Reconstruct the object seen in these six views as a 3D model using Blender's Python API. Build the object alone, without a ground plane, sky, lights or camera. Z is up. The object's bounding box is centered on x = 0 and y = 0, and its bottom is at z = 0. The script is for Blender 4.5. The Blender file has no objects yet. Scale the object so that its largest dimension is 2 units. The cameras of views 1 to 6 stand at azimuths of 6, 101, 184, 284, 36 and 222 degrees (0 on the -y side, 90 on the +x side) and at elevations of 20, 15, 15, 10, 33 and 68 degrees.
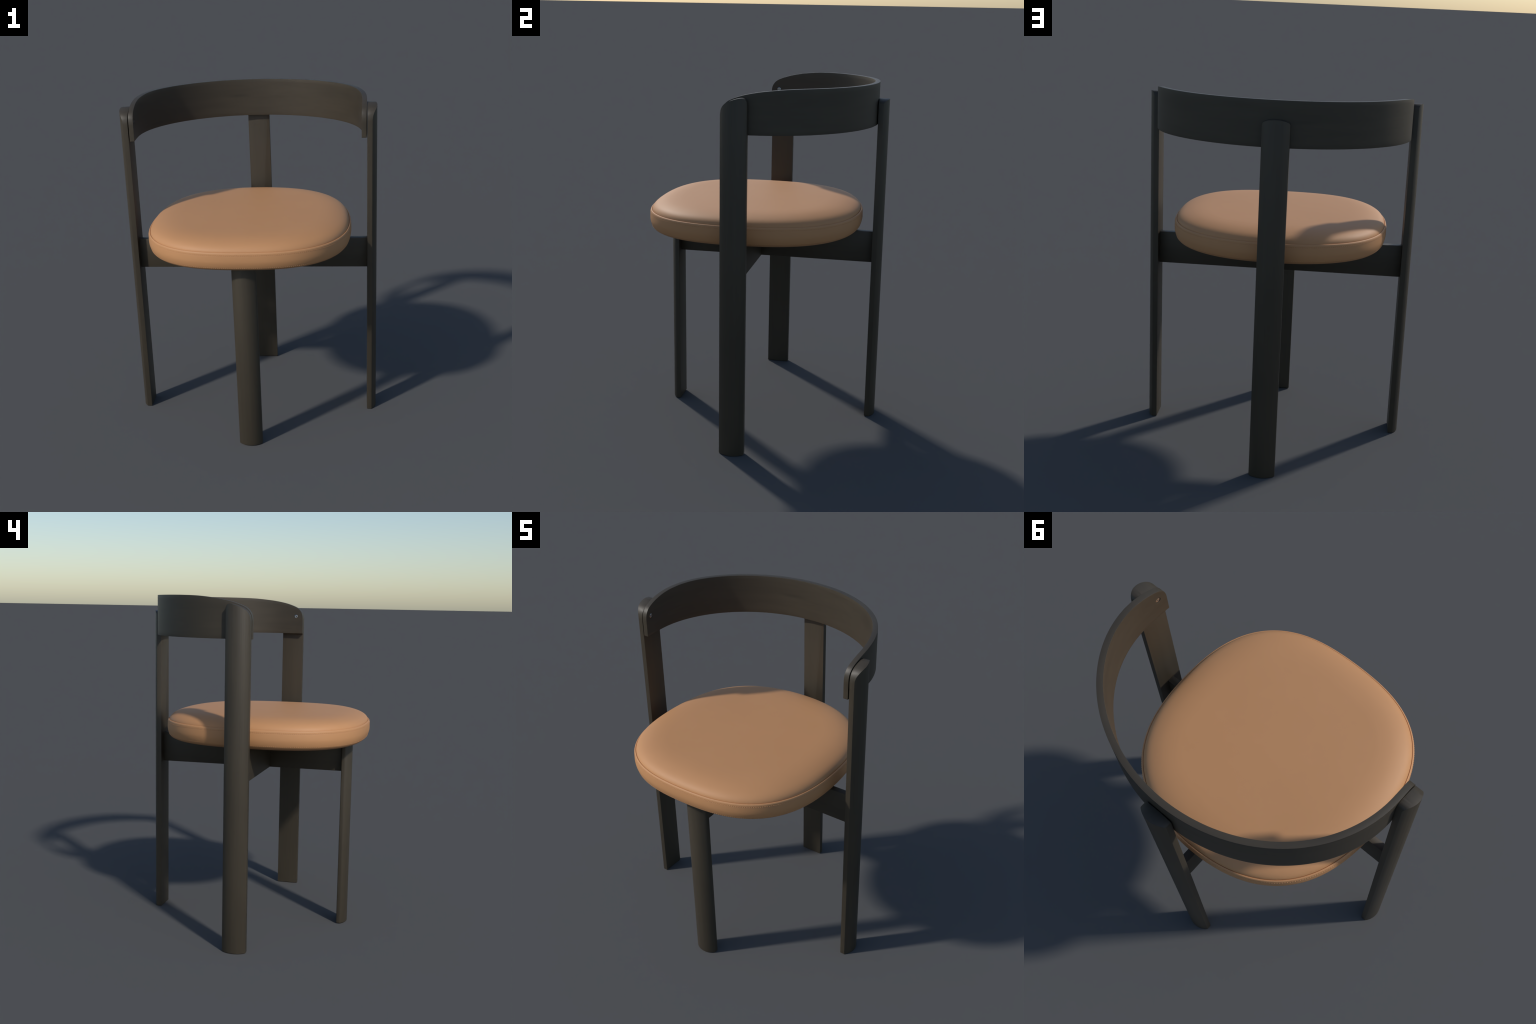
"""Four-legged armchair: D-section legs, wrap-around bent backrest, crossed seat rails,
upholstered leather cushion with welt seam and two rows of stitching."""
import bpy, bmesh, math
from mathutils import Vector, Matrix

# ------------------------------------------------------------------ helpers
def catmull(pts, per_span=8):
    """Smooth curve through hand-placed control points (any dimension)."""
    out, n = [], len(pts)
    for i in range(n - 1):
        p1, p2 = Vector(pts[i]), Vector(pts[i + 1])
        p0 = Vector(pts[i - 1]) if i > 0 else p1 * 2 - p2
        p3 = Vector(pts[i + 2]) if i + 2 < n else p2 * 2 - p1
        # centripetal parametrisation keeps unevenly spaced points from overshooting
        t0 = 0.0
        t1 = t0 + max((p1 - p0).length ** 0.5, 1e-6)
        t2 = t1 + max((p2 - p1).length ** 0.5, 1e-6)
        t3 = t2 + max((p3 - p2).length ** 0.5, 1e-6)
        for k in range(per_span):
            t = t1 + (t2 - t1) * k / per_span
            a1 = p0 * ((t1 - t) / (t1 - t0)) + p1 * ((t - t0) / (t1 - t0))
            a2 = p1 * ((t2 - t) / (t2 - t1)) + p2 * ((t - t1) / (t2 - t1))
            a3 = p2 * ((t3 - t) / (t3 - t2)) + p3 * ((t - t2) / (t3 - t2))
            b1 = a1 * ((t2 - t) / (t2 - t0)) + a2 * ((t - t0) / (t2 - t0))
            b2 = a2 * ((t3 - t) / (t3 - t1)) + a3 * ((t - t1) / (t3 - t1))
            out.append(b1 * ((t2 - t) / (t2 - t1)) + b2 * ((t - t1) / (t2 - t1)))
    out.append(Vector(pts[-1]))
    return out


def new_object(name, bm, material, parent=None, smooth_angle=None):
    bmesh.ops.recalc_face_normals(bm, faces=bm.faces)
    me = bpy.data.meshes.new(name)
    bm.to_mesh(me)
    bm.free()
    ob = bpy.data.objects.new(name, me)
    bpy.context.scene.collection.objects.link(ob)
    me.materials.append(material)
    if parent:
        ob.parent = parent
    if smooth_angle is not None:
        shade(me, smooth_angle)
    return ob


def shade(me, angle):
    for p in me.polygons:
        p.use_smooth = True
    me.set_sharp_from_angle(angle=math.radians(angle))


def apply_modifiers(ob):
    dg = bpy.context.evaluated_depsgraph_get()
    dg.update()
    me = bpy.data.meshes.new_from_object(ob.evaluated_get(dg))
    old = ob.data
    name = old.name
    ob.modifiers.clear()
    ob.data = me
    bpy.data.meshes.remove(old)
    me.name = name


def bevel(ob, width, segments=3, angle=30):
    m = ob.modifiers.new("bevel", 'BEVEL')
    m.width = width
    m.segments = segments
    m.limit_method = 'ANGLE'
    m.angle_limit = math.radians(angle)
    m.harden_normals = False
    m.use_clamp_overlap = True


def prism(polygon, axis, lo, hi):
    """Extrude a closed 2-D polygon along an axis (x: polygon is (y,z); y: (x,z); z: (x,y))."""
    bm = bmesh.new()
    def place(p, h):
        return {'x': (h, p[0], p[1]), 'y': (p[0], h, p[1]), 'z': (p[0], p[1], h)}[axis]
    a = [bm.verts.new(place(p, lo)) for p in polygon]
    b = [bm.verts.new(place(p, hi)) for p in polygon]
    n = len(polygon)
    bm.faces.new(a)
    bm.faces.new(b[::-1])
    for i in range(n):
        bm.faces.new((a[i], b[i], b[(i + 1) % n], a[(i + 1) % n]))
    return bm


# ------------------------------------------------------------------ materials
def nodes_of(name):
    m = bpy.data.materials.new(name)
    m.use_nodes = True
    nt = m.node_tree
    return m, nt, nt.nodes["Principled BSDF"]


def stained_wood(name, grain_scale, knot=None, contrast=1.0):
    """Dark brown-black stained timber, grain drawn out along the long direction."""
    m, nt, bsdf = nodes_of(name)
    N, L = nt.nodes.new, nt.links.new
    tc = N("ShaderNodeTexCoord")
    mp = N("ShaderNodeMapping")
    mp.inputs["Scale"].default_value = grain_scale
    L(tc.outputs["Object"], mp.inputs["Vector"])
    streak = N("ShaderNodeTexNoise")
    streak.inputs["Scale"].default_value = 1.0
    streak.inputs["Detail"].default_value = 5.0
    streak.inputs["Roughness"].default_value = 0.6
    L(mp.outputs[0], streak.inputs["Vector"])
    ramp = N("ShaderNodeValToRGB")
    ramp.color_ramp.elements[0].position = 0.28
    ramp.color_ramp.elements[0].color = [c * (1 - 0.1 * (contrast - 1)) for c in WOOD_DARK[:3]] + [1]
    ramp.color_ramp.elements[1].position = 0.72
    ramp.color_ramp.elements[1].color = [c * (1 + 0.1 * (contrast - 1)) for c in WOOD_LIGHT[:3]] + [1]
    L(streak.outputs["Fac"], ramp.inputs["Fac"])
    colour = ramp.outputs["Color"]
    # broad tonal drift of the timber
    broad = N("ShaderNodeTexNoise")
    broad.inputs["Scale"].default_value = 2.3
    broad.inputs["Detail"].default_value = 2.0
    L(tc.outputs["Object"], broad.inputs["Vector"])
    br = N("ShaderNodeMapRange")
    br.inputs["From Min"].default_value = 0.3
    br.inputs["From Max"].default_value = 0.7
    br.inputs["To Min"].default_value = 0.93
    br.inputs["To Max"].default_value = 1.06
    L(broad.outputs["Fac"], br.inputs["Value"])
    mul = N("ShaderNodeVectorMath")
    mul.operation = 'SCALE'
    L(colour, mul.inputs[0])
    L(br.outputs[0], mul.inputs["Scale"])
    colour = mul.outputs[0]
    if knot:
        # one knot, long along the grain
        off = N("ShaderNodeVectorMath"); off.operation = 'SUBTRACT'
        L(tc.outputs["Object"], off.inputs[0]); off.inputs[1].default_value = knot
        sc = N("ShaderNodeVectorMath"); sc.operation = 'MULTIPLY'
        L(off.outputs[0], sc.inputs[0]); sc.inputs[1].default_value = (1/0.12, 1/0.08, 1/0.020)
        ln = N("ShaderNodeVectorMath"); ln.operation = 'LENGTH'
        L(sc.outputs[0], ln.inputs[0])
        k = N("ShaderNodeMapRange"); k.interpolation_type = 'SMOOTHSTEP'
        k.inputs["From Min"].default_value = 0.0
        k.inputs["From Max"].default_value = 1.0
        k.inputs["To Min"].default_value = 0.72
        k.inputs["To Max"].default_value = 1.0
        L(ln.outputs["Value"], k.inputs["Value"])
        mk = N("ShaderNodeVectorMath"); mk.operation = 'SCALE'
        L(colour, mk.inputs[0]); L(k.outputs[0], mk.inputs["Scale"])
        colour = mk.outputs[0]
    L(colour, bsdf.inputs["Base Color"])
    bsdf.inputs["Roughness"].default_value = WOOD_ROUGH
    bsdf.inputs["Specular IOR Level"].default_value = WOOD_SPEC
    bp = N("ShaderNodeBump")
    bp.inputs["Strength"].default_value = 0.04
    bp.inputs["Distance"].default_value = 0.002
    L(streak.outputs["Fac"], bp.inputs["Height"])
    L(bp.outputs[0], bsdf.inputs["Normal"])
    return m


def leather(name):
    m, nt, bsdf = nodes_of(name)
    N, L = nt.nodes.new, nt.links.new
    tc = N("ShaderNodeTexCoord")
    tone = N("ShaderNodeTexNoise")
    tone.inputs["Scale"].default_value = 3.0
    tone.inputs["Detail"].default_value = 4.0
    L(tc.outputs["Object"], tone.inputs["Vector"])
    ramp = N("ShaderNodeValToRGB")
    ramp.color_ramp.elements[0].position = 0.3
    ramp.color_ramp.elements[0].color = LEATHER_A
    ramp.color_ramp.elements[1].position = 0.7
    ramp.color_ramp.elements[1].color = LEATHER_B
    L(tone.outputs["Fac"], ramp.inputs["Fac"])
    L(ramp.outputs["Color"], bsdf.inputs["Base Color"])
    bsdf.inputs["Roughness"].default_value = LEATHER_ROUGH
    bsdf.inputs["Specular IOR Level"].default_value = 0.5
    grain = N("ShaderNodeTexVoronoi")
    grain.inputs["Scale"].default_value = 260.0
    L(tc.outputs["Object"], grain.inputs["Vector"])
    bp = N("ShaderNodeBump")
    bp.inputs["Strength"].default_value = 0.05
    bp.inputs["Distance"].default_value = 0.001
    L(grain.outputs["Distance"], bp.inputs["Height"])
    L(bp.outputs[0], bsdf.inputs["Normal"])
    return m


def plain(name, colour, rough, metallic=0.0):
    m, nt, bsdf = nodes_of(name)
    N, L = nt.nodes.new, nt.links.new
    tc = N("ShaderNodeTexCoord")
    noise = N("ShaderNodeTexNoise")
    noise.inputs["Scale"].default_value = 120.0
    L(tc.outputs["Object"], noise.inputs["Vector"])
    mr = N("ShaderNodeMapRange")
    mr.inputs["To Min"].default_value = rough * 0.85
    mr.inputs["To Max"].default_value = rough * 1.15
    L(noise.outputs["Fac"], mr.inputs["Value"])
    L(mr.outputs[0], bsdf.inputs["Roughness"])
    bsdf.inputs["Base Color"].default_value = colour
    bsdf.inputs["Metallic"].default_value = metallic
    return m


WOOD_DARK = (0.0475, 0.0378, 0.0250, 1)
WOOD_LIGHT = (0.0560, 0.0446, 0.0295, 1)
WOOD_ROUGH = 0.5
WOOD_SPEC = 0.5
LEATHER_A = (0.560, 0.276, 0.119, 1)
LEATHER_B = (0.578, 0.287, 0.125, 1)
LEATHER_ROUGH = 0.60

MAT_LEG = stained_wood("stained_wood_upright", (55, 55, 1.6))
MAT_RAIL_X = stained_wood("stained_wood_cross", (1.6, 45, 45))
MAT_RAIL_Y = stained_wood("stained_wood_long", (45, 1.6, 45))
MAT_BACK = stained_wood("stained_wood_bent", (3.0, 3.0, 26), contrast=1.5, knot=(-0.122, 0.584, 1.897))
MAT_LEATHER = leather("tan_leather")
MAT_THREAD = plain("tan_thread", (0.58, 0.295, 0.135, 1), 0.6)
MAT_STEEL = plain("screw_steel", (0.46, 0.455, 0.45, 1), 0.28, 1.0)
MAT_HOLE = plain("socket_shadow", (0.02, 0.02, 0.02, 1), 0.6)

# ------------------------------------------------------------------ the chair
chair = bpy.data.objects.new("armchair", None)
bpy.context.scene.collection.objects.link(chair)
chair["label"] = "dark wood armchair with curved backrest and tan leather seat"
chair["category"] = "chair"

# ---- legs: flat inner face, square cheeks, shallow round outer face
LEG_HALF = 0.0695     # half width
CHEEK = 0.028         # straight depth before the round starts
LEG_DEPTH = 0.0565

def leg_section(cheek):
    """(lateral, depth) polygon, depth 0 = flat inner face."""
    sag = LEG_DEPTH - cheek
    r = (LEG_HALF ** 2 + sag ** 2) / (2 * sag)
    half = math.asin(LEG_HALF / r)
    pts = [(-LEG_HALF, 0.0), (LEG_HALF, 0.0)]
    for k in range(25):
        a = half - 2 * half * k / 24
        pts.append((r * math.sin(a), LEG_DEPTH - r + r * math.cos(a)))
    return pts


def make_leg(to_world, profile, profile_axis, span, cheek=CHEEK):
    """Section pulled upright, its top trimmed by a side profile."""
    sec = [to_world(s, d) for s, d in leg_section(cheek)]
    leg = new_object("leg", prism(sec, 'z', 0.0, 2.2), MAT_LEG, chair)
    cutter = new_object("leg_trim", prism(profile, profile_axis, *span), MAT_LEG)
    b = leg.modifiers.new("trim", 'BOOLEAN')
    b.operation = 'INTERSECT'
    b.object = cutter
    b.solver = 'EXACT'
    bevel(leg, 0.0045, 3, 28)
    apply_modifiers(leg)
    bpy.data.objects.remove(cutter)
    shade(leg.data, 35)
    return leg

SIDE_Y = -0.0515
side_top = catmull([(-0.122, 1.852), (-0.1195, 1.880), (-0.114, 1.900), (-0.104, 1.916), (-0.088, 1.930),
                    (-0.068, 1.940), (-0.035, 1.951), (-0.013, 1.955), (0.002, 1.953), (0.012, 1.945),
                    (0.0175, 1.932), (0.020, 1.915)], 5)
side_profile = [(-0.2, -0.0), (-0.2, 1.852)] + [(p.x, p.y) for p in side_top] + [(0.1, 1.915), (0.1, 0.0)]
for sx in (-1, 1):
    make_leg(lambda s, d, sx=sx: (sx * (0.7005 + d), SIDE_Y + s), side_profile, 'x', (-1, 1))

half_top = [(0.0, 1.909), (0.025, 1.9075), (0.045, 1.903), (0.059, 1.897), (0.067, 1.890), (0.0705, 1.880)]
rear_top = catmull([(-x, z) for x, z in half_top[::-1]] + half_top[1:], 5)
rear_profile = [(-0.2, 0.0), (-0.2, 1.880)] + [(p.x, p.y) for p in rear_top] + [(0.2, 1.880), (0.2, 0.0)]
make_leg(lambda s, d: (s, 0.6240 + d), rear_profile, 'y', (0, 1))

SEAT_BASE = 1.142
front_profile = [(-0.2, 0.0), (-0.2, SEAT_BASE), (0.2, SEAT_BASE), (0.2, 0.0)]
make_leg(lambda s, d: (s, -0.5325 - d), front_profile, 'y', (-1, 0), 0.0245)

# ---- crossed seat rails
RAIL_Z0, RAIL_Z1 = 0.957, SEAT_BASE
RX0, RX1 = -0.0765, -0.0375          # y range of the cross rail
RT = 0.0205                         # half thickness of the long rail

def box(name, x0, x1, y0, y1, z0, z1, mat):
    ob = new_object(name, prism([(x0, y0), (x1, y0), (x1, y1), (x0, y1)], 'z', z0, z1), mat, chair)
    bevel(ob, 0.002, 2, 40)
    apply_modifiers(ob)
    shade(ob.data, 35)
    return ob

box("seat_rail", -0.7005, 0.7005, RX0, RX1, RAIL_Z0, RAIL_Z1, MAT_RAIL_X)
box("seat_rail", -RT, RT, RX1 - 0.003, 0.6240, RAIL_Z0 + 0.0006, RAIL_Z1 - 0.0006, MAT_RAIL_Y)
box("seat_rail", -RT, RT, -0.5325, RX0 + 0.003, RAIL_Z0 + 0.0006, RAIL_Z1 - 0.0006, MAT_RAIL_Y)

# ---- bent backrest: half ellipse in plan, straight ends, top edge swept down to round ends
BACK_A, BACK_C, BACK_REAR, BACK_END = 0.6992, 0.01, 0.6205, -0.1225
BACK_T, BACK_Z0 = 0.0275, 1.767
back_top = catmull([(-0.1225, 1.868), (-0.1200, 1.887), (-0.1145, 1.905), (-0.105, 1.920), (-0.091, 1.9335),
                    (-0.070, 1.945), (-0.035, 1.9585), (0.005, 1.9700), (0.08, 1.984), (0.137, 1.9905),
                    (0.20, 1.996), (0.27, 1.999), (0.35, 2.0), (0.50, 2.0), (0.63, 2.0)], 10)

def top_height(y):
    for a, b in zip(back_top[:-1], back_top[1:]):
        if a.x <= y <= b.x:
            return a.y + (b.y - a.y) * (y - a.x) / max(b.x - a.x, 1e-9)
    return 2.0

def half_back_plan():
    """Stations on the outer face from the free end to the middle: (x, y, normal)."""
    st = []
    for p in back_top:
        if p.x < BACK_C:
            taper = 0.0050 * ((BACK_C - p.x) / (BACK_C - BACK_END)) ** 2
            st.append((Vector((BACK_A - taper, p.x)), Vector((1, 0))))
    b = BACK_REAR - BACK_C
    n = 56
    for k in range(n + 1):
        t = 0.5 * math.pi * k / n
        st.append((Vector((BACK_A * math.cos(t), BACK_C + b * math.sin(t))),
                   Vector((math.cos(t) / BACK_A, math.sin(t) / b)).normalized()))
    return st

half = half_back_plan()
stations = half + [(Vector((-p.x, p.y)), Vector((-n.x, n.y))) for p, n in half[-2::-1]]
bm = bmesh.new()
ROWS = 10
cols = []
for p, n in stations:
    q = p - n * BACK_T
    zt = top_height(p.y)
    outer = [bm.verts.new((p.x, p.y, BACK_Z0 + (zt - BACK_Z0) * r / ROWS)) for r in range(ROWS + 1)]
    inner = [bm.verts.new((q.x, q.y, BACK_Z0 + (zt - BACK_Z0) * r / ROWS)) for r in range(ROWS, -1, -1)]
    cols.append(outer + inner)
for a, b in zip(cols[:-1], cols[1:]):
    m = len(a)
    for i in range(m):
        bm.faces.new((a[i], a[(i + 1) % m], b[(i + 1) % m], b[i]))
for c in (cols[0], cols[-1]):
    for r in range(ROWS):
        bm.faces.new((c[r], c[r + 1], c[2 * ROWS - r], c[2 * ROWS + 1 - r]))
back = new_object("backrest", bm, MAT_BACK, chair)
bevel(back, 0.005, 4, 50)
apply_modifiers(back)
shade(back.data, 40)

# ---- screws inside the backrest ends: flat heads sunk in shallow bores, each with a socket
def end_face_x(y):
    return BACK_A - 0.0050 * ((BACK_C - y) / (BACK_C - BACK_END)) ** 2 - BACK_T

SCREW_Y, SCREW_Z = -0.0755, 1.880
BORE_R, BORE_DEPTH, HEAD_R = 0.0140, 0.0045, 0.0132
face_x = end_face_x(SCREW_Y)
for sx in (-1, 1):
    ring = [(SCREW_Y + BORE_R * math.cos(2 * math.pi * k / 40), SCREW_Z + BORE_R * math.sin(2 * math.pi * k / 40))
            for k in range(40)]
    lo, hi = sorted((sx * (face_x - 0.02), sx * (face_x + BORE_DEPTH)))
    cutter = new_object("bore", prism(ring, 'x', lo, hi), MAT_BACK)
    b = back.modifiers.new("bore", 'BOOLEAN')
    b.operation = 'DIFFERENCE'
    b.object = cutter
    b.solver = 'EXACT'
    apply_modifiers(back)
    bpy.data.objects.remove(cutter)
shade(back.data, 40)

def screw_mesh():
    prof = [(0.0, 0.0006), (0.0026, 0.0006), (0.0030, 0.0034), (0.0036, 0.0038), (0.0090, 0.0034),
            (0.0122, 0.0026), (HEAD_R, 0.0014), (HEAD_R, -0.0002)]
    bm = bmesh.new()
    seg, rings = 32, []
    for r, h in prof:
        if r == 0:
            rings.append([bm.verts.new((0, 0, h))])
        else:
            rings.append([bm.verts.new((r * math.cos(2 * math.pi * k / seg), r * math.sin(2 * math.pi * k / seg), h))
                          for k in range(seg)])
    for a, b in zip(rings[:-1], rings[1:]):
        for k in range(seg):
            if len(a) == 1:
                f = bm.faces.new((a[0], b[k], b[(k + 1) % seg]))
                f.material_index = 1
            else:
                bm.faces.new((a[k], b[k], b[(k + 1) % seg], a[(k + 1) % seg]))
    return bm

screw = new_object("screw", screw_mesh(), MAT_STEEL, back, 40)
screw.data.materials.append(MAT_HOLE)
other = screw.copy()
bpy.context.scene.collection.objects.link(other)
for ob, sx in ((screw, 1), (other, -1)):
    ob.matrix_world = (Matrix.Translation((sx * (face_x + BORE_DEPTH), SCREW_Y, SCREW_Z))
                       @ Matrix.Rotation(-sx * math.pi / 2, 4, 'Y'))

# ---- seat cushion: squarish front, rounder rear, lofted from a side profile
CUSH_CY = -0.066
CUSH_R = (0.6308, 0.0035, 0.0050, -0.0065, -0.0210, -0.0013)   # harmonics of the plan radius, 0 = front

def cushion_plan(n=288):
    """Outline at the widest height, with outward normals, evenly spaced by arc length."""
    dense = []
    steps = 4000
    for k in range(steps):
        t = 2 * math.pi * k / steps
        r = sum(c * math.cos(j * t) for j, c in enumerate(CUSH_R))
        dense.append(Vector((r * math.sin(t), CUSH_CY - r * math.cos(t))))
    lens = [0.0]
    for i in range(steps):
        lens.append(lens[-1] + (dense[(i + 1) % steps] - dense[i]).length)
    total, out, j = lens[-1], [], 0
    for k in range(n):
        target = total * k / n
        while lens[j + 1] < target:
            j += 1
        f = (target - lens[j]) / (lens[j + 1] - lens[j])
        out.append(dense[j].lerp(dense[(j + 1) % steps], f))
    norm = []
    for k in range(n):
        t = out[(k + 1) % n] - out[k - 1]
        norm.append(Vector((t.y, -t.x)).normalized())
    return out, norm, total

plan, plan_n, perimeter = cushion_plan()
SEAM = -0.0115    # inset of the welt seam

# side band: (offset from the widest outline, height), bottom to top
band = catmull([(-0.110, 1.1425), (-0.078, 1.1432), (-0.050, 1.1472), (-0.032, 1.1532), (-0.0225, 1.1580),
                (-0.0165, 1.1630), (-0.0105, 1.1712), (-0.0050, 1.1850), (-0.0008, 1.2035), (0.0, 1.2198),
                (-0.0006, 1.2350), (-0.0013, 1.2440), (-0.0019, 1.2478), (-0.0019, 1.2510), (-0.0027, 1.2560),
                (-0.0054, 1.2610), (-0.0090, 1.2630), (SEAM, 1.2616), (-0.0128, 1.2578)], 4)
# top panel: starts in the crease, rolls over, then runs almost flat to the middle
roll = catmull([(-0.0128, 1.2578), (-0.0128, 1.2630), (-0.0150, 1.2698), (-0.0205, 1.2782), (-0.0300, 1.2872),
                (-0.0450, 1.2964), (-0.0680, 1.3054), (-0.1000, 1.3137), (-0.1350, 1.3190), (-0.1750, 1.3224)], 5)

bm = bmesh.new()
rings = []
for off, z in [(p.x, p.y) for p in band] + [(p.x, p.y) for p in roll[1:]]:
    rings.append([bm.verts.new((p.x + n.x * off, p.y + n.y * off, z)) for p, n in zip(plan, plan_n)])
CROWN_Z, EDGE_Z = 1.3280, roll[-1].y
last = [v.co.copy() for v in rings[-1]]
centre = Vector((0.0, -0.06, 0.0))
SHRINK = 26
for k in range(1, SHRINK):
    s = 1 - k / SHRINK
    z = EDGE_Z + (CROWN_Z - EDGE_Z) * (1 - s ** 2.6)
    rings.append([bm.verts.new((centre.x + (c.x - centre.x) * s, centre.y + (c.y - centre.y) * s, z)) for c in last])
tip = bm.verts.new((centre.x, centre.y, CROWN_Z))
n = len(plan)
for a, b in zip(rings[:-1], rings[1:]):
    for k in range(n):
        bm.faces.new((a[k], a[(k + 1) % n], b[(k + 1) % n], b[k]))
for k in range(n):
    bm.faces.new((rings[-1][k], rings[-1][(k + 1) % n], tip))
bm.faces.new(rings[0][::-1])
cushion = new_object("seat_cushion", bm, MAT_LEATHER, chair, 60)

# stitches: short thread capsules lying along the band, one row under the welt, one near the base
def stitch_row(bm, offset, z, tilt_out, pitch=0.0118, length=0.0082, radius=0.0011):
    count = int(perimeter / pitch)
    for k in range(count):
        f = k * n / count
        i = int(f)
        p = plan[i].lerp(plan[(i + 1) % n], f - i)
        nn = plan_n[i].lerp(plan_n[(i + 1) % n], f - i).normalized()
        out = Vector((nn.x, nn.y, 0))
        tan = Vector((-nn.y, nn.x, 0))
        up = Vector((0, 0, 1))
        face = (out * math.cos(tilt_out) + up * math.sin(tilt_out))
        side = face.cross(tan)
        base = Vector((p.x + nn.x * offset, p.y + nn.y * offset, z))
        rows = []
        for t, r, lift in ((-0.5, 0.15, -0.0008), (-0.34, 0.85, 0.0), (0.0, 1.0, 0.0003), (0.34, 0.85, 0.0), (0.5, 0.15, -0.0008)):
            c = base + tan * (t * length) + face * lift
            rows.append([bm.verts.new(c + (face * math.cos(a) + side * math.sin(a)) * radius * r)
                         for a in (0, math.pi / 3, 2 * math.pi / 3, math.pi, 4 * math.pi / 3, 5 * math.pi / 3)])
        for a, b in zip(rows[:-1], rows[1:]):
            for q in range(6):
                bm.faces.new((a[q], a[(q + 1) % 6], b[(q + 1) % 6], b[q]))
        bm.faces.new(rows[0][::-1])
        bm.faces.new(rows[-1])

for off, z, tilt in ((-0.0014, 1.2478, 0.0), (-0.0105, 1.1712, -0.45)):
    bm = bmesh.new()
    stitch_row(bm, off, z, tilt)
    row = new_object("stitching", bm, MAT_THREAD, cushion, 60)
    row["kind"] = "stuff"
